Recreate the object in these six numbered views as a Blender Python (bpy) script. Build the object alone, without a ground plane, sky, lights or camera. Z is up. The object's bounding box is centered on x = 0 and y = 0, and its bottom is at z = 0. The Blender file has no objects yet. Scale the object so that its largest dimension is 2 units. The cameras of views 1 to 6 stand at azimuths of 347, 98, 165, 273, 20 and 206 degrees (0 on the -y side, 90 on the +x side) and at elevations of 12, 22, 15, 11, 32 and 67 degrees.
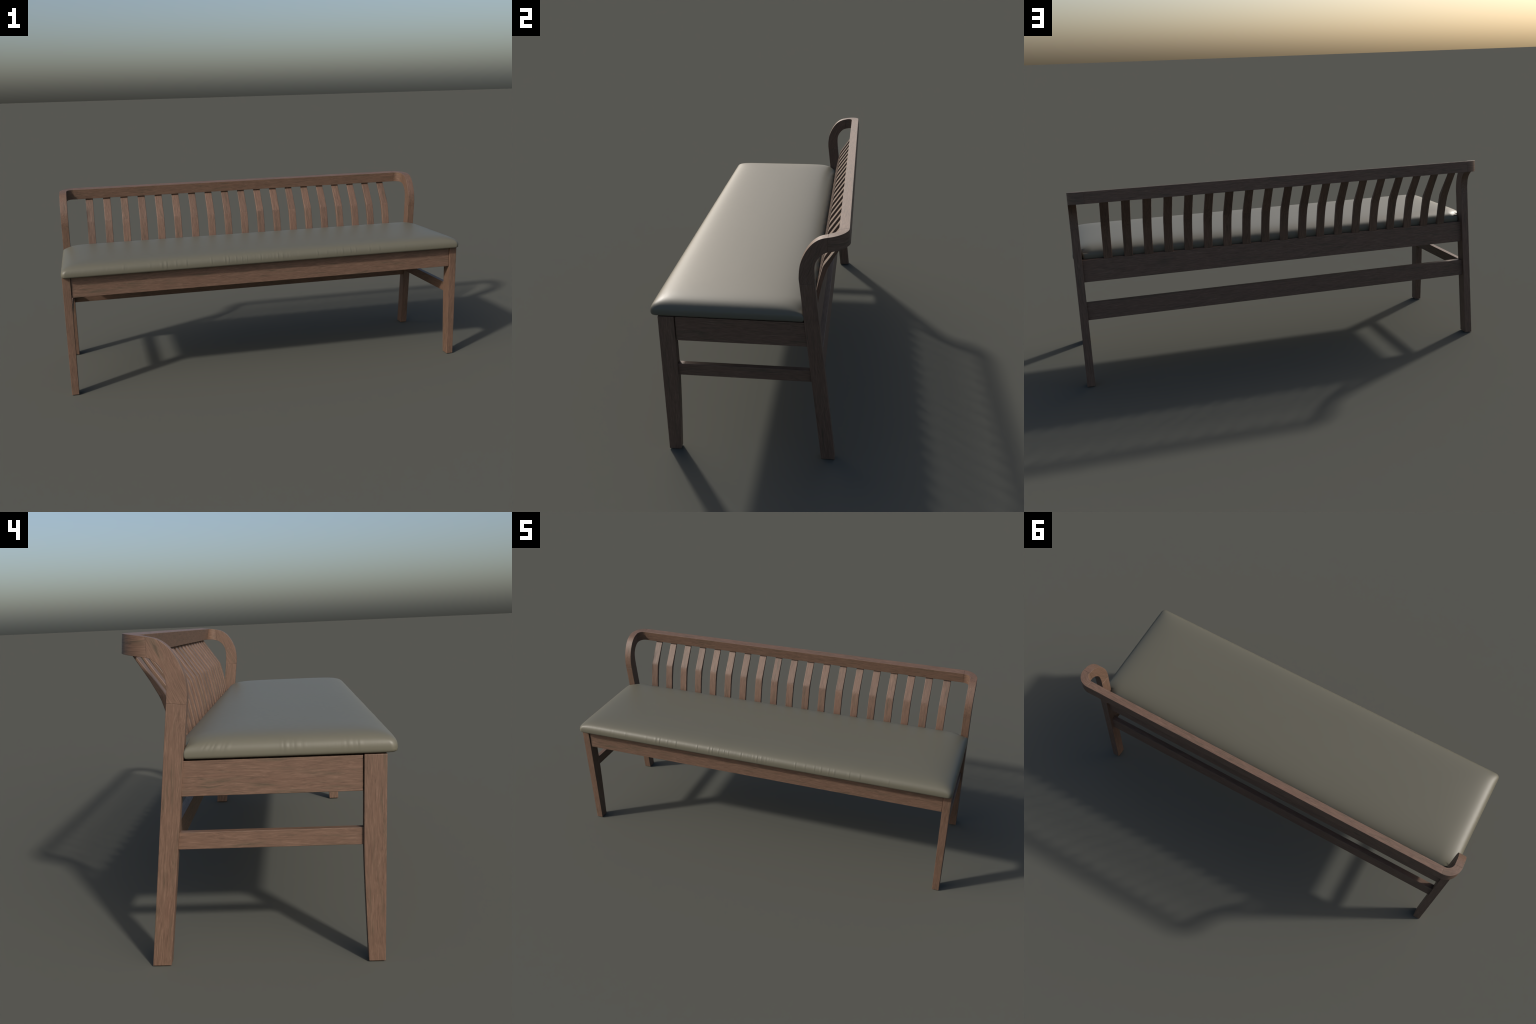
"""Long upholstered dining bench: walnut frame with a low slatted back whose top
rail bends round at both ends and runs down into the rear legs; leather seat pad."""
import bpy, bmesh, math
from mathutils import Vector, noise

# ------------------------------------------------------------------ sizes (m)
X_OUT, X_IN = 0.9965, 0.9600          # outer / inner face of all four legs
LEAN = 0.1150                         # rear legs lean: dy per dz
SEAM_TILT = 0.0025
Z_SEAM = 0.731                        # arm / leg finger joint
RAIL_TOP, RAIL_H = 0.9165, 0.0545
RAIL_Y0, RAIL_Y1 = 0.3200, 0.3572
# the rail is set a little tipped forward: (out, up) shift of each corner of its section,
# in the order inner top, outer top, outer bottom, inner bottom
RAIL_TIP = ((0.0, -0.0036), (0.0, 0.0021), (0.0052, 0.0034), (0.0100, -0.0025))
BEND_R = X_OUT - 0.9245               # outer radius of the plan bend
SLATS, SLAT_W = 19, 0.0390
SLAT_X0 = 0.8432
APRON_TOP, APRON_BOT = 0.5785, 0.4815

def rear_back(z):  return 0.2422 + (Z_SEAM - z) * LEAN     # rear face of rear leg
def rear_front(z): return 0.1878 + (Z_SEAM - z) * (LEAN + 0.0035)

# ------------------------------------------------------------------ materials
def nd(nt, kind, **kw):
    n = nt.nodes.new(kind)
    for k, v in kw.items():
        setattr(n, k, v)
    return n

def math_node(nt, op, a, b=None, clamp=False):
    n = nd(nt, 'ShaderNodeMath', operation=op, use_clamp=clamp)
    for i, v in enumerate((a, b)):
        if v is None: continue
        if isinstance(v, (int, float)): n.inputs[i].default_value = v
        else: nt.links.new(v, n.inputs[i])
    return n.outputs[0]

def ramp(nt, fac, stops):
    n = nd(nt, 'ShaderNodeValToRGB')
    e = n.color_ramp.elements
    while len(e) < len(stops): e.new(0.5)
    for el, (p, c) in zip(e, stops):
        el.position = p
        el.color = (*c, 1) if len(c) == 3 else c
    nt.links.new(fac, n.inputs[0])
    return n.outputs[0]

def mix_rgb(nt, fac, a, b, blend='MIX'):
    n = nd(nt, 'ShaderNodeMix', data_type='RGBA', blend_type=blend)
    for s, v in ((n.inputs[0], fac), (n.inputs[6], a), (n.inputs[7], b)):
        if isinstance(v, (int, float)): s.default_value = v
        elif isinstance(v, tuple): s.default_value = (*v, 1)
        else: nt.links.new(v, s)
    return n.outputs[2]

def noise_tex(nt, vec, scale, detail=2.0, rough=0.5, w=None):
    mp = nd(nt, 'ShaderNodeMapping')
    mp.inputs['Scale'].default_value = scale
    nt.links.new(vec, mp.inputs['Vector'])
    n = nd(nt, 'ShaderNodeTexNoise')
    n.inputs['Scale'].default_value = 1.0
    n.inputs['Detail'].default_value = detail
    n.inputs['Roughness'].default_value = rough
    nt.links.new(mp.outputs[0], n.inputs['Vector'])
    return n.outputs['Fac']

def wood(name, rotation=(0, 0, 0), polar=False, step_z=None, tint=1.0):
    """Walnut whose fibres run along local X after `rotation` (or round the Z axis)."""
    m = bpy.data.materials.new(name)
    m.use_nodes = True
    nt = m.node_tree
    bsdf = nt.nodes['Principled BSDF']
    tc = nd(nt, 'ShaderNodeTexCoord')
    src = tc.outputs['Object']
    sep0 = nd(nt, 'ShaderNodeSeparateXYZ')
    nt.links.new(src, sep0.inputs[0])
    if polar:                       # (angle * r, radius, z)
        r2 = math_node(nt, 'ADD', math_node(nt, 'MULTIPLY', sep0.outputs[0], sep0.outputs[0]),
                       math_node(nt, 'MULTIPLY', sep0.outputs[1], sep0.outputs[1]))
        rad = math_node(nt, 'SQRT', r2)
        ang = math_node(nt, 'ARCTAN2', sep0.outputs[1], sep0.outputs[0])
        cmb = nd(nt, 'ShaderNodeCombineXYZ')
        nt.links.new(math_node(nt, 'MULTIPLY', ang, 0.055), cmb.inputs[0])
        nt.links.new(rad, cmb.inputs[1])
        nt.links.new(sep0.outputs[2], cmb.inputs[2])
        src = cmb.outputs[0]
    if step_z is not None:          # fibres follow the cranked front face of a slat
        h = math_node(nt, 'SUBTRACT', sep0.outputs[2], step_z)
        up = math_node(nt, 'MULTIPLY', math_node(nt, 'MAXIMUM', h, 0.0), 0.70)
        dn = math_node(nt, 'MULTIPLY', math_node(nt, 'MINIMUM', h, 0.0), 0.20)
        cs = nd(nt, 'ShaderNodeCombineXYZ')
        nt.links.new(sep0.outputs[0], cs.inputs[0])
        nt.links.new(math_node(nt, 'SUBTRACT', sep0.outputs[1], math_node(nt, 'ADD', up, dn)), cs.inputs[1])
        nt.links.new(sep0.outputs[2], cs.inputs[2])
        src = cs.outputs[0]
    rot = nd(nt, 'ShaderNodeMapping')
    rot.inputs['Rotation'].default_value = rotation
    nt.links.new(src, rot.inputs['Vector'])
    # every piece is cut from another place in the board
    oi = nd(nt, 'ShaderNodeObjectInfo')
    off = math_node(nt, 'MULTIPLY', oi.outputs['Random'], 23.0)
    if step_z is not None:          # the two facets of a slat show different cuts
        st = math_node(nt, 'GREATER_THAN', sep0.outputs[2], step_z)
        off = math_node(nt, 'ADD', off, math_node(nt, 'MULTIPLY', st, 3.7))
    add = nd(nt, 'ShaderNodeVectorMath', operation='ADD')
    nt.links.new(rot.outputs[0], add.inputs[0])
    cmb2 = nd(nt, 'ShaderNodeCombineXYZ')
    for i in range(3): nt.links.new(off, cmb2.inputs[i])
    nt.links.new(cmb2.outputs[0], add.inputs[1])
    p = add.outputs[0]
    # slow waviness of the fibres
    wav = noise_tex(nt, p, (9, 22, 22), 1.0)
    sp = nd(nt, 'ShaderNodeSeparateXYZ'); nt.links.new(p, sp.inputs[0])
    wv = math_node(nt, 'MULTIPLY', math_node(nt, 'SUBTRACT', wav, 0.5), 0.016)
    cb = nd(nt, 'ShaderNodeCombineXYZ')
    nt.links.new(sp.outputs[0], cb.inputs[0])
    nt.links.new(math_node(nt, 'ADD', sp.outputs[1], wv), cb.inputs[1])
    nt.links.new(math_node(nt, 'ADD', sp.outputs[2], wv), cb.inputs[2])
    q = cb.outputs[0]
    fine = noise_tex(nt, q, (24, 400, 400), 3.0, 0.62)
    med = noise_tex(nt, q, (12, 170, 170), 2.0, 0.55)
    broad = noise_tex(nt, q, (7, 85, 85), 2.0, 0.5)
    pore = noise_tex(nt, q, (60, 900, 900), 1.0, 0.5)
    g = math_node(nt, 'ADD', math_node(nt, 'MULTIPLY', fine, 0.70), math_node(nt, 'MULTIPLY', med, 0.30))
    t = tint
    def c3(r, gg, b): return (r * t, gg * t, b * t)
    base = ramp(nt, g, [(0.36, c3(0.076, 0.043, 0.0275)), (0.455, c3(0.106, 0.061, 0.040)),
                        (0.545, c3(0.122, 0.071, 0.047)), (0.65, c3(0.154, 0.093, 0.064))])
    olive = ramp(nt, g, [(0.36, c3(0.052, 0.037, 0.022)), (0.52, c3(0.084, 0.059, 0.037)),
                         (0.68, c3(0.116, 0.078, 0.050))])
    om = ramp(nt, broad, [(0.53, (0, 0, 0)), (0.67, (1, 1, 1))])
    # the dark figure is itself streaky
    om2 = math_node(nt, 'MULTIPLY', om, ramp(nt, med, [(0.40, (0.8, 0.8, 0.8)), (0.62, (0.1, 0.1, 0.1))]))
    col = mix_rgb(nt, om2, base, olive)
    red = ramp(nt, noise_tex(nt, q, (5, 26, 26), 1.0), [(0.52, (0, 0, 0)), (0.74, (0.22, 0.22, 0.22))])
    col = mix_rgb(nt, red, col, c3(0.130, 0.064, 0.043))
    pm = ramp(nt, pore, [(0.27, (0.45, 0.45, 0.45)), (0.37, (0, 0, 0))])
    col = mix_rgb(nt, pm, col, c3(0.060, 0.036, 0.024))
    wn = nd(nt, 'ShaderNodeTexWhiteNoise', noise_dimensions='1D')
    nt.links.new(off, wn.inputs['W'])
    tone = math_node(nt, 'ADD', math_node(nt, 'MULTIPLY', wn.outputs['Value'], 0.20 if step_z is not None else 0.09),
                     0.90 if step_z is not None else 0.955)
    grey = nd(nt, 'ShaderNodeCombineXYZ')
    for k in range(3): nt.links.new(tone, grey.inputs[k])
    col = mix_rgb(nt, 1.0, col, grey.outputs[0], 'MULTIPLY')
    nt.links.new(col, bsdf.inputs['Base Color'])
    rg = math_node(nt, 'ADD', math_node(nt, 'MULTIPLY', g, -0.12), 0.60)
    nt.links.new(rg, bsdf.inputs['Roughness'])
    bsdf.inputs['Specular IOR Level'].default_value = 0.5
    bp = nd(nt, 'ShaderNodeBump')
    bp.inputs['Strength'].default_value = 0.04
    bp.inputs['Distance'].default_value = 0.001
    nt.links.new(fine, bp.inputs['Height'])
    nt.links.new(bp.outputs[0], bsdf.inputs['Normal'])
    return m

def leather():
    m = bpy.data.materials.new('leather')
    m.use_nodes = True
    nt = m.node_tree
    bsdf = nt.nodes['Principled BSDF']
    tc = nd(nt, 'ShaderNodeTexCoord')
    p = tc.outputs['Object']
    a = noise_tex(nt, p, (5, 5, 5), 2.0)
    b = noise_tex(nt, p, (60, 60, 60), 3.0)
    col = ramp(nt, a, [(0.3, (0.1020, 0.0965, 0.0712)), (0.7, (0.1040, 0.0985, 0.0732))])
    nt.links.new(col, bsdf.inputs['Base Color'])
    nt.links.new(math_node(nt, 'ADD', math_node(nt, 'MULTIPLY', b, 0.04), 0.445), bsdf.inputs['Roughness'])
    bsdf.inputs['Specular IOR Level'].default_value = 0.40
    vor = nd(nt, 'ShaderNodeTexVoronoi', feature='DISTANCE_TO_EDGE')
    vor.inputs['Scale'].default_value = 620
    nt.links.new(p, vor.inputs['Vector'])
    bp = nd(nt, 'ShaderNodeBump')
    bp.inputs['Strength'].default_value = 0.06
    bp.inputs['Distance'].default_value = 0.0006
    nt.links.new(vor.outputs['Distance'], bp.inputs['Height'])
    nt.links.new(bp.outputs[0], bsdf.inputs['Normal'])
    return m

def plain(name, col, rough):
    m = bpy.data.materials.new(name)
    m.use_nodes = True
    b = m.node_tree.nodes['Principled BSDF']
    n = noise_tex(m.node_tree, nd(m.node_tree, 'ShaderNodeTexCoord').outputs['Object'], (40, 40, 40), 3.0)
    c = ramp(m.node_tree, n, [(0.3, tuple(0.8 * x for x in col)), (0.7, col)])
    m.node_tree.links.new(c, b.inputs['Base Color'])
    b.inputs['Roughness'].default_value = rough
    return m

H = math.pi / 2
M_X = wood('walnut_along_length')
M_Y = wood('walnut_across_depth', rotation=(0, 0, H))
M_LEG = wood('walnut_upright', rotation=(-0.0, H, 0))
M_REAR = wood('walnut_leaning_upright', rotation=(0.0, H, 0.0))
M_ARM = wood('walnut_diagonal', rotation=(math.radians(-26), 0, 0))
M_BEND = wood('walnut_bent', polar=True)
M_SLAT = wood('walnut_slat', rotation=(0, H, 0), step_z=0.744)
# diagonal fibres: turn the y-z plane first, then lay z on the fibre axis
for mat, deg in ((M_ARM, 24.0), (M_REAR, -6.5)):
    nt = mat.node_tree
    rot = next(n for n in nt.nodes if n.type == 'MAPPING' and n.inputs['Vector'].is_linked
               and n.inputs['Vector'].links[0].from_node.type == 'TEX_COORD')
    pre = nd(nt, 'ShaderNodeMapping')
    pre.inputs['Rotation'].default_value = (math.radians(deg), 0, 0)
    nt.links.new(rot.inputs['Vector'].links[0].from_socket, pre.inputs['Vector'])
    nt.links.new(pre.outputs[0], rot.inputs['Vector'])
    rot.inputs['Rotation'].default_value = (0, H, 0)
M_LEATHER = leather()
M_BOARD = plain('underside_board', (0.05, 0.045, 0.04), 0.9)

# ------------------------------------------------------------------ mesh helpers
ROOT = bpy.data.objects.new('upholstered_bench', None)
bpy.context.collection.objects.link(ROOT)
ROOT['label'] = 'long walnut bench with low slatted back and grey-olive leather seat'
ROOT['category'] = 'bench'

def finish(bm, name, mat, bevel=0.0016, origin=(0, 0, 0), angle=32, parent=None):
    bmesh.ops.remove_doubles(bm, verts=bm.verts, dist=1e-6)
    bmesh.ops.recalc_face_normals(bm, faces=bm.faces)
    o = Vector(origin)
    for v in bm.verts: v.co -= o
    me = bpy.data.meshes.new(name)
    bm.to_mesh(me); bm.free()
    me.materials.append(mat)
    for p in me.polygons: p.use_smooth = True
    ob = bpy.data.objects.new(name, me)
    ob.location = o
    bpy.context.collection.objects.link(ob)
    ob.parent = parent or ROOT
    if bevel:
        b = ob.modifiers.new('edge_round', 'BEVEL')
        b.width = bevel; b.segments = 2; b.limit_method = 'ANGLE'
        b.angle_limit = math.radians(angle); b.harden_normals = True
    return ob

def sheet_prism(bm, left, right, x0, x1, taper=None):
    """Solid between two matching poly-lines in the y-z plane, extruded along x."""
    rows = []
    for i, ((ya, za), (yb, zb)) in enumerate(zip(left, right)):
        xa, xb = (x0, x1) if taper is None else taper(i)
        rows.append([bm.verts.new(c) for c in ((xa, ya, za), (xb, ya, za), (xb, yb, zb), (xa, yb, zb))])
    for a, b in zip(rows, rows[1:]):
        for k in range(4):
            bm.faces.new((a[k], a[(k + 1) % 4], b[(k + 1) % 4], b[k]))
    bm.faces.new(rows[0][::-1]); bm.faces.new(rows[-1])

def box(bm, x0, x1, y0, y1, z0, z1, lean=0.0):
    """Box, optionally leaning in y with height (y given at z1)."""
    d = (z1 - z0) * lean
    lo = [(x0, y0 + d, z0), (x1, y0 + d, z0), (x1, y1 + d, z0), (x0, y1 + d, z0)]
    hi = [(x0, y0, z1), (x1, y0, z1), (x1, y1, z1), (x0, y1, z1)]
    v = [bm.verts.new(c) for c in lo + hi]
    for f in ((3, 2, 1, 0), (4, 5, 6, 7), (0, 1, 5, 4), (1, 2, 6, 5), (2, 3, 7, 6), (3, 0, 4, 7)):
        bm.faces.new([v[i] for i in f])

def spline(pts, n):
    """Centripetal-free Catmull-Rom through (y, z) control points, resampled evenly."""
    P = [Vector((a, b)) for a, b in pts]
    P = [2 * P[0] - P[1]] + P + [2 * P[-1] - P[-2]]
    dense = []
    for i in range(1, len(P) - 2):
        for k in range(24):
            t = k / 24
            a, b, c, d = P[i - 1:i + 3]
            dense.append(0.5 * (2 * b + (c - a) * t + (2 * a - 5 * b + 4 * c - d) * t * t
                                + (3 * b - a - 3 * c + d) * t ** 3))
    dense.append(P[-2])
    L = [0.0]
    for a, b in zip(dense, dense[1:]): L.append(L[-1] + (b - a).length)
    out, j = [], 0
    for k in range(n):
        s = L[-1] * k / (n - 1)
        while j < len(L) - 2 and L[j + 1] < s: j += 1
        u = (s - L[j]) / max(L[j + 1] - L[j], 1e-9)
        p = dense[j].lerp(dense[j + 1], u)
        out.append((p.x, p.y))
    return out

# ------------------------------------------------------------------ legs
for s in (-1, 1):
    # front leg: leans slightly, inner face tapers below the stretcher
    zs = [0.580, 0.48, 0.40, 0.34, 0.315, 0.29, 0.26, 0.20, 0.12, 0.05, 0.0]
    def back(z):
        y = -0.2715 + (0.580 - z) * 0.0172
        t = max(0.0, 0.325 - z)
        return y - 0.0145 * (t / 0.325) ** 1.25
    L = [(-0.3318 + (0.580 - z) * 0.0169, z) for z in zs]
    R = [(back(z), z) for z in zs]
    bm = bmesh.new()
    def tap(i, s=s, zs=zs):
        k = (0.58 - zs[i]) / 0.58
        return (s * (X_IN - 0.001 + 0.002 * k), s * (X_OUT + 0.0006 - 0.002 * k))
    sheet_prism(bm, L, R, 0, 0, tap)
    finish(bm, 'front_leg', M_LEG, angle=35)
    # rear leg up to the finger joint
    zs = [Z_SEAM, 0.60, 0.45, 0.30, 0.15, 0.0]
    bm = bmesh.new()
    F, B = [(rear_front(z), z) for z in zs], [(rear_back(z), z) for z in zs]
    F[0] = (rear_front(Z_SEAM - SEAM_TILT), Z_SEAM - SEAM_TILT)     # joint is square to the leaning leg
    B[0] = (rear_back(Z_SEAM + SEAM_TILT), Z_SEAM + SEAM_TILT)
    sheet_prism(bm, F, B, s * X_IN, s * X_OUT)
    finish(bm, 'rear_leg', M_REAR, bevel=0.0010)

# ------------------------------------------------------------------ arm posts, bends and top rail
Y_BEND = RAIL_Y1 - BEND_R                      # where the plan bend starts
ARM_DROP = 0.0085                              # the arm has already dipped this much here
outer = [(rear_front(Z_SEAM - SEAM_TILT), Z_SEAM - SEAM_TILT), (0.1856, 0.753), (0.1864, 0.779), (0.1902, 0.806), (0.1990, 0.832),
         (0.2115, 0.8568), (0.2280, 0.8790), (0.2465, 0.8945), (0.2640, 0.9030), (Y_BEND, RAIL_TOP - ARM_DROP)]
inner = [(rear_back(Z_SEAM + SEAM_TILT), Z_SEAM + SEAM_TILT), (0.2400, 0.752), (0.2388, 0.770), (0.2390, 0.787), (0.2412, 0.805),
         (0.2475, 0.8215), (0.2582, 0.8365), (0.2705, 0.8472), (0.2770, 0.8508), (Y_BEND, RAIL_TOP - RAIL_H - ARM_DROP)]
for s in (-1, 1):
    bm = bmesh.new()
    sheet_prism(bm, spline(outer, 40), spline(inner, 40), s * X_IN, s * X_OUT)
    finish(bm, 'arm_post', M_ARM, bevel=0.0009)

    # plan bend: quarter ring, easing down towards the arm
    cx, cy = s * (X_OUT - BEND_R), Y_BEND
    r_in, r_out = BEND_R - (X_OUT - X_IN), BEND_R
    bm = bmesh.new()
    rings, N = [], 28
    for k in range(N + 1):
        a = (math.pi / 2) * k / N              # 0 at the arm, 90 deg at the rail
        dz = -ARM_DROP * (1 - k / N) ** 2
        # rail is a hair thinner than the arm
        ri = r_in + ((RAIL_Y1 - RAIL_Y0) - (X_OUT - X_IN)) * -1 * (k / N)
        ring = []
        w = (k / N) ** 2 * (3 - 2 * k / N)
        for (rr, z), (do, du) in zip(((ri, RAIL_TOP), (r_out, RAIL_TOP), (r_out, RAIL_TOP - RAIL_H),
                                      (ri, RAIL_TOP - RAIL_H)), RAIL_TIP):
            rr += do * w
            ring.append(bm.verts.new((cx + s * rr * math.cos(a), cy + rr * math.sin(a), z + dz + du * w)))
        rings.append(ring)
    for a, b in zip(rings, rings[1:]):
        for k in range(4):
            bm.faces.new((a[k], a[(k + 1) % 4], b[(k + 1) % 4], b[k]))
    bm.faces.new(rings[0][::-1]); bm.faces.new(rings[-1])
    finish(bm, 'rail_bend', M_BEND, bevel=0.0009, origin=(cx, cy, 0.88))

bm = bmesh.new()
xr = X_OUT - BEND_R
it, ot, ob_, ib = [(y + dy, z + dz) for (y, z), (dy, dz) in zip(
    ((RAIL_Y0, RAIL_TOP), (RAIL_Y1, RAIL_TOP), (RAIL_Y1, RAIL_TOP - RAIL_H), (RAIL_Y0, RAIL_TOP - RAIL_H)), RAIL_TIP)]
sheet_prism(bm, [it, ib], [ot, ob_], -xr, xr)
finish(bm, 'top_rail', M_X, bevel=0.0010)

# ------------------------------------------------------------------ slats
front = [(0.2290, 0.5840), (0.2340, 0.6140), (0.2412, 0.6560), (0.2480, 0.6890), (0.2550, 0.7180),
         (0.2592, 0.7345), (0.2618, 0.7430), (0.2648, 0.7490), (0.2700, 0.7570), (0.2950, 0.7925),
         (0.3200, 0.8282), (0.3485, 0.8690)]
rear = [(0.2448, 0.5840), (0.2490, 0.6140), (0.2565, 0.6540), (0.2630, 0.6840), (0.2715, 0.7135),
        (0.2765, 0.7290), (0.2798, 0.7370), (0.2825, 0.7430), (0.2868, 0.7510), (0.3052, 0.7855),
        (0.3290, 0.8240), (0.3572, 0.8690)]
bm = bmesh.new()
sheet_prism(bm, front, rear, -SLAT_W / 2, SLAT_W / 2)
first = finish(bm, 'slat', M_SLAT, bevel=0.0022, angle=45)
pitch = 2 * SLAT_X0 / (SLATS - 1)
first.location.x = -SLAT_X0
for i in range(1, SLATS):
    ob = first.copy()
    ob.location.x = -SLAT_X0 + i * pitch
    bpy.context.collection.objects.link(ob)

# ------------------------------------------------------------------ seat frame
GAP = 0.0022
def rail_with_tenons(name, mat, x0, x1, y0, y1, z0, z1, axis, ends, lean=0.0, bevel=0.0014):
    """Board whose `ends` stop just short of the legs, carried by a hidden tenon."""
    bm = bmesh.new()
    box(bm, x0, x1, y0, y1, z0, z1, lean)
    ins, zi = 0.007, 0.010
    if axis == 'x':
        for e, x in zip((-1, 1), (x0, x1)):
            if e in ends:
                a, b = sorted((x - e * 0.004, x + e * 0.012))
                box(bm, a, b, y0 + ins, y1 - ins, z0 + zi, z1 - zi, lean)
    else:
        for e, y in zip((-1, 1), (y0, y1)):
            if e in ends:
                a, b = sorted((y - e * 0.004, y + e * 0.012))
                box(bm, x0 + ins, x1 - ins, a, b, z0 + zi, z1 - zi, lean)
    return finish(bm, name, mat, bevel=bevel)

xi = X_IN - GAP
rail_with_tenons('apron', M_X, -xi, xi, -0.3255, -0.3010, APRON_BOT, APRON_TOP, 'x', (-1, 1))
zb1, zb0 = 0.5855, 0.4835
yb = 0.2432
rail_with_tenons('apron', M_X, -X_IN - 0.002, X_IN + 0.002, yb - 0.0265, yb, zb0, zb1, 'x', (), lean=LEAN)
for s in (-1, 1):
    a, b = sorted((s * 0.9905, s * 0.9660))
    bm = bmesh.new()
    # side apron follows the lean of the rear leg at its back end
    zt, z0 = APRON_TOP - 0.0005, APRON_BOT
    L = [(-0.2675 - 0.0 + 0.0, zt), (-0.2675 + 0.0012, z0)]
    R = [(rear_front(zt) + 0.004, zt), (rear_front(z0) + 0.004, z0)]
    L = [(-0.2692, zt), (-0.2675, z0)]
    sheet_prism(bm, L, R, a, b)
    box(bm, a + 0.007, b - 0.007, -0.280, -0.262, z0 + 0.01, zt - 0.01)
    finish(bm, 'apron', M_Y, bevel=0.0014)

# stretchers
bm = bmesh.new()
box(bm, -X_IN - 0.002, X_IN + 0.002, 0.2402, 0.2660, 0.3065, 0.3855, LEAN)
finish(bm, 'stretcher', M_X, bevel=0.0014)
for s in (-1, 1):
    a, b = sorted((s * 0.9870, s * 0.9640))
    zt, z0 = 0.3805, 0.3330
    bm = bmesh.new()
    sheet_prism(bm, [(-0.2705, zt), (-0.2705, z0)],
                [(rear_front(zt) + 0.004, zt), (rear_front(z0) + 0.004, z0)], a, b)
    finish(bm, 'stretcher', M_Y, bevel=0.0014)

# ------------------------------------------------------------------ seat pad
PAD_HX, PAD_Y0, PAD_Y1 = 0.9996, -0.3608, 0.2285
NOTCH_X, NOTCH_Y = 0.9580, 0.2045             # pad is cut back round the rear legs
# (inset from the edge, height): tight foot, fat shoulder, faint crown
profile = [(0.0300, 0.5825), (0.0090, 0.5826), (0.0040, 0.5836), (0.0012, 0.5862), (0.0002, 0.5905),
           (0.0, 0.5970), (0.0004, 0.6045), (0.0017, 0.6120), (0.0043, 0.6193), (0.0083, 0.6255),
           (0.0138, 0.6308), (0.0214, 0.6352), (0.0320, 0.6390), (0.0460, 0.6421), (0.0660, 0.6447),
           (0.0950, 0.6467), (0.1400, 0.6482), (0.2000, 0.6491), (0.2600, 0.6494), (0.2880, 0.6495)]
prof = spline(profile, 96)
NX, NY, NC = 1300, 380, 16                    # samples per long side, short side, corner

def ease(t):
    t = max(0.0, min(1.0, t))
    return t * t * (3 - 2 * t)

def pad_ring(d):
    """Outline inset by d: rounded front corners, rear corners stepped round the legs.
    Each point carries the face it lies on so the gathers know which way is out."""
    x0, y0, y1 = PAD_HX - d, PAD_Y0 + d, PAD_Y1 - d
    rf = min(0.020 + 0.55 * d, 0.17)                     # front corner radius
    fade = 1.0 - ease((d - 0.002) / 0.052)               # the step melts into the dome
    yl = y1 - (PAD_Y1 - NOTCH_Y) * fade                  # back edge beside the legs
    xl = NOTCH_X - d - 0.030 * (1 - fade)
    hy = 0.5 * (yl - y0)
    rf, rb = min(rf, 0.96 * hy), min(0.004 + 0.45 * d, 0.96 * hy)
    half = []                                            # right half, front centre to back centre
    def line(a, b, n, tag):
        for k in range(n):
            t = k / n
            half.append((a[0] + (b[0] - a[0]) * t, a[1] + (b[1] - a[1]) * t, tag))
    def arc(cx, cy, rx, ry, a0, a1, n, tag):
        for k in range(n):
            a = a0 + (a1 - a0) * k / n
            half.append((cx + rx * math.cos(a), cy + ry * math.sin(a), tag))
    line((0, y0), (x0 - rf, y0), NX // 2, 'front')
    arc(x0 - rf, y0 + rf, rf, rf, -H, 0, NC, '')
    line((x0, y0 + rf), (x0, yl - rb), NY, 'end')
    rx = min(rb, 0.45 * (x0 - xl))
    arc(x0 - rx, yl - rb, rx, rb, 0, H, NC, '')
    rs = 0.5 * (y1 - yl)                                 # soft S from the step to the back edge
    line((x0 - rx, yl), (xl + rs, yl), 12, '')
    arc(xl + rs, yl + rs, rs, rs, -H, -2 * H, 8, '')
    arc(xl - rs, y1 - rs, rs, rs, 0, H, 8, '')
    line((xl - rs, y1), (0, y1), NX // 2, 'back')
    half.append((0, y1, 'back'))
    left = [(-x, y, t) for x, y, t in reversed(half[1:-1])]
    return half + left

# gathers in the leather round the rim: (position along the side, width, depth in mm)
front_folds = [(-0.713, .006, .5), (-0.702, .004, .4), (-0.590, .005, .3), (-0.534, .006, .7), (-0.513, .005, .8),
               (-0.467, .004, .4), (-0.418, .005, .6), (-0.297, .004, .6), (-0.231, .005, .7), (-0.213, .004, .7),
               (-0.177, .004, .5), (-0.147, .004, .5), (-0.123, .004, .5), (-0.055, .004, .6), (0.032, .004, .6),
               (0.055, .005, .6), (0.234, .004, .6), (0.283, .006, .4), (0.332, .004, .5), (0.365, .005, .5),
               (0.405, .004, .6), (0.433, .005, .5), (0.508, .004, .5), (0.559, .005, .5), (0.70, .004, .3)]
end_folds = [(0.150, .008, .7), (0.121, .009, .9), (0.090, .008, .7), (-0.068, .008, .9), (-0.097, .009, .7),
             (-0.118, .006, .3), (-0.234, .009, .6), (-0.262, .008, .6)]
def folds(table, u, seed):
    v = 0.0
    for c, w, dep in table:
        t = (u - c) / (0.85 * w)
        if abs(t) < 5: v += dep * (math.exp(-t * t) - 0.5 * math.exp(-((t - 1.7) ** 2)))
    amp = 0.35 + 0.65 * noise.noise(Vector((u * 5.0, seed, 0)))
    v += 0.55 * max(0.0, amp) * noise.noise(Vector((u * 110.0, seed * 3.1, 0.7)))
    v += 0.30 * max(0.0, amp) * noise.noise(Vector((u * 240.0, seed * 5.3, 1.9)))
    return v * 0.00056

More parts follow.
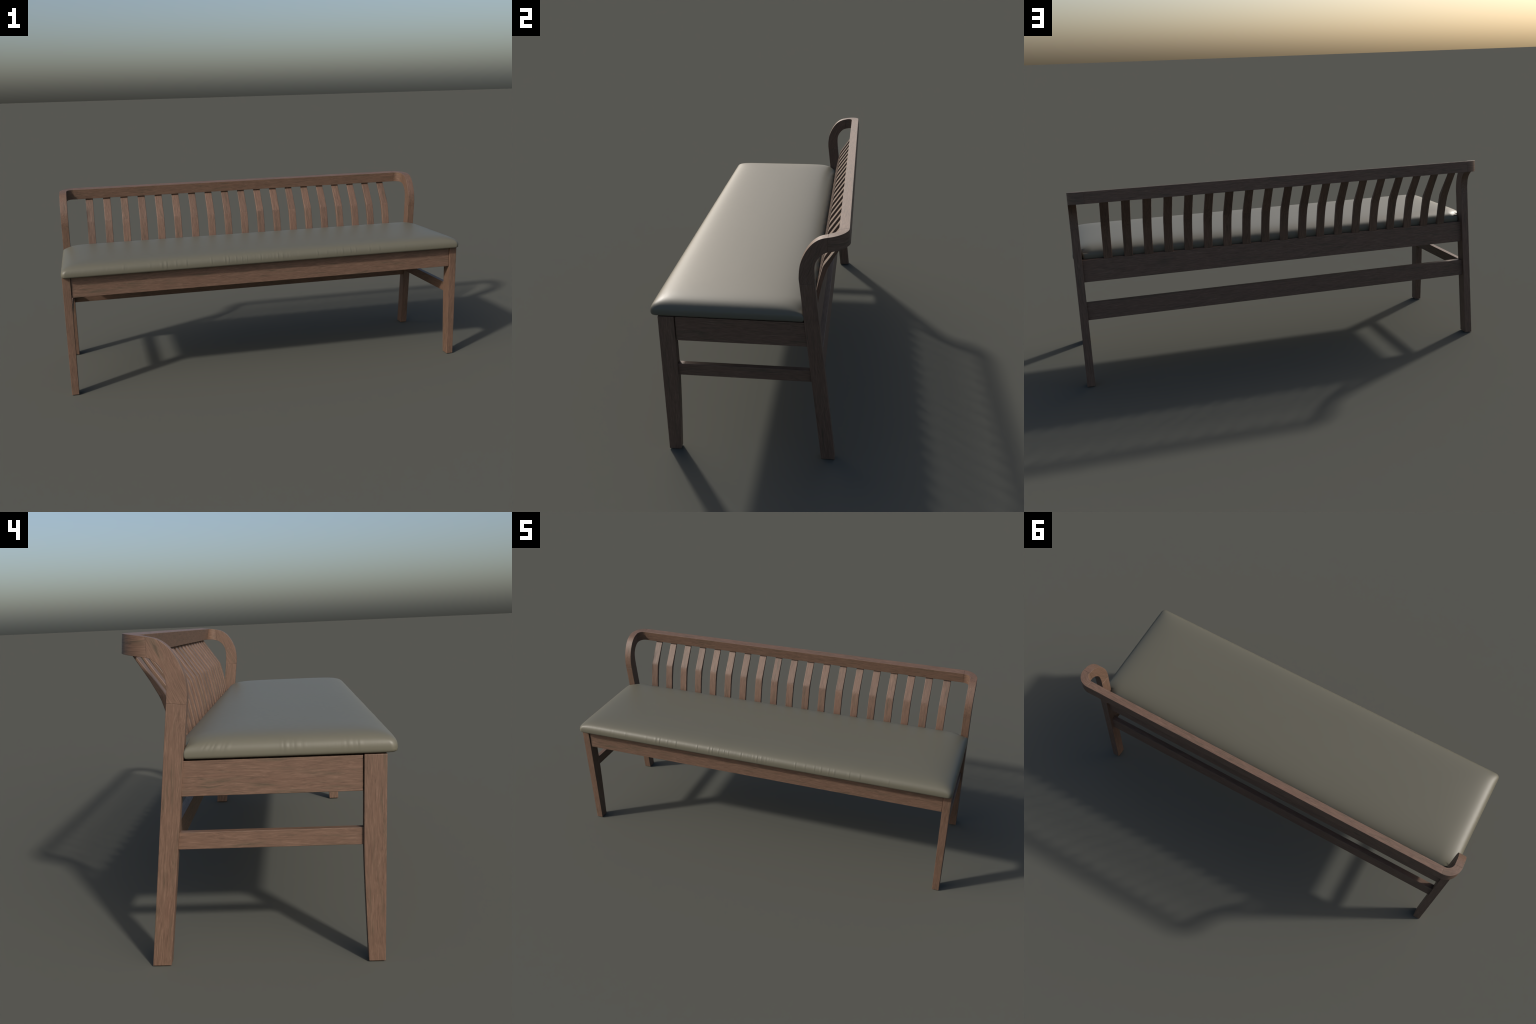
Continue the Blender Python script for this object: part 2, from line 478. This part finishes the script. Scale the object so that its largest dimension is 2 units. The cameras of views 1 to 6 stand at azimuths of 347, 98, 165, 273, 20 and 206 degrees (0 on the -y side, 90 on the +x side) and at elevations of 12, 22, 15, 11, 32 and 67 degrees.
Z_RIM, Z_TOP = 0.5970, 0.6495
upper = [(a, b) for a, b in spline([p for p in profile if p[1] >= Z_RIM], 400)]
def rise(d):
    """How far the shoulder has risen (0..1) at distance d from one edge."""
    if d <= 0: return 0.0
    lo, hi = 0, len(upper) - 1
    if d >= upper[hi][0]: return 1.0
    while hi - lo > 1:
        m = (lo + hi) // 2
        if upper[m][0] > d: hi = m
        else: lo = m
    (a, za), (b, zb) = upper[lo], upper[hi]
    return (za + (zb - za) * (d - a) / max(b - a, 1e-9) - Z_RIM) / (Z_TOP - Z_RIM)

def crown(x, y):
    """Top surface: the edge shoulders blended so that the corners show no mitre.
    The ends roll softer than the front; the back, under the slats, softest of all."""
    yb = NOTCH_Y + (PAD_Y1 - NOTCH_Y) * ease((0.985 - abs(x)) / 0.075)
    te, tf, tb = max(0.0, PAD_HX - abs(x)), max(0.0, y - PAD_Y0), max(0.0, yb - y)
    ae, af = 0.20 * math.exp(-te / 0.045), 0.13 * math.exp(-tf / 0.036)
    ab = 0.14 * math.exp(-tb / 0.080) + 0.13 * math.exp(-tb / 0.030)
    soft = 1 - (ae ** 2 + af ** 2 + ab ** 2) ** 0.5
    p = 2.2
    fall = ((1 - rise(te)) ** p + (1 - rise(tf)) ** p + (1 - rise(tb)) ** p) ** (1 / p)
    return soft, Z_RIM + (Z_TOP - Z_RIM) * max(0.0, 1 - fall) * soft

bm = bmesh.new()
prev = None
for d, z in prof:
    row = []
    # folds live on the vertical rim and fade out over the shoulder
    m = ease((z - 0.584) / 0.020) * ease((0.0280 - d) / 0.022) * (0.45 + 0.55 * ease((z - 0.600) / 0.015))
    for x, y, tag in pad_ring(d):
        dx = dy = 0.0
        if m > 0 and tag:
            slant = (z - 0.61) * 0.05 * noise.noise(Vector((x * 9, y * 9, 3.3)))
            if tag == 'front':
                dy = -1.9 * m * folds(front_folds, x + slant, 1.3)
            elif tag == 'end':
                bow = (z - 0.605) * 0.75 * max(0.0, y) / 0.2
                f = 1.45 * folds(end_folds, y + bow + slant, 4.2) if x < 0 else 0.6 * folds(end_folds, -y - 0.07, 7.7)
                edge = ease((0.19 - y) / 0.03) * ease((y + 0.33) / 0.03)
                dx = math.copysign(m * edge * f, x)
            else:
                dy = 0.4 * m * folds(front_folds, -x, 9.1)
        if z > 0.5971:
            w = ease(d / 0.018)
            soft, zc = crown(x, y)
            z1 = Z_RIM + (z - Z_RIM) * soft
            z2 = z1 + (zc - z1) * w
        else:
            z2 = z
        row.append(bm.verts.new((x + dx, y + dy, z2)))
    n = len(row)
    if prev:
        for k in range(n):
            bm.faces.new((prev[k], prev[(k + 1) % n], row[(k + 1) % n], row[k]))
    else:
        bm.faces.new(row[::-1])
    prev = row
# close the crown along its centre line
ym = 0.5 * (PAD_Y0 + PAD_Y1)
spine = [bm.verts.new((max(-0.708, min(0.708, v.co.x)), ym, v.co.z)) for v in prev]
for k in range(n):
    bm.faces.new((prev[k], prev[(k + 1) % n], spine[(k + 1) % n], spine[k]))
finish(bm, 'seat_pad', M_LEATHER, bevel=0)

# board under the pad, let into the frame
bm = bmesh.new()
box(bm, -0.962, 0.962, -0.300, 0.214, 0.566, 0.5830)
finish(bm, 'seat_board', M_BOARD, bevel=0.001)
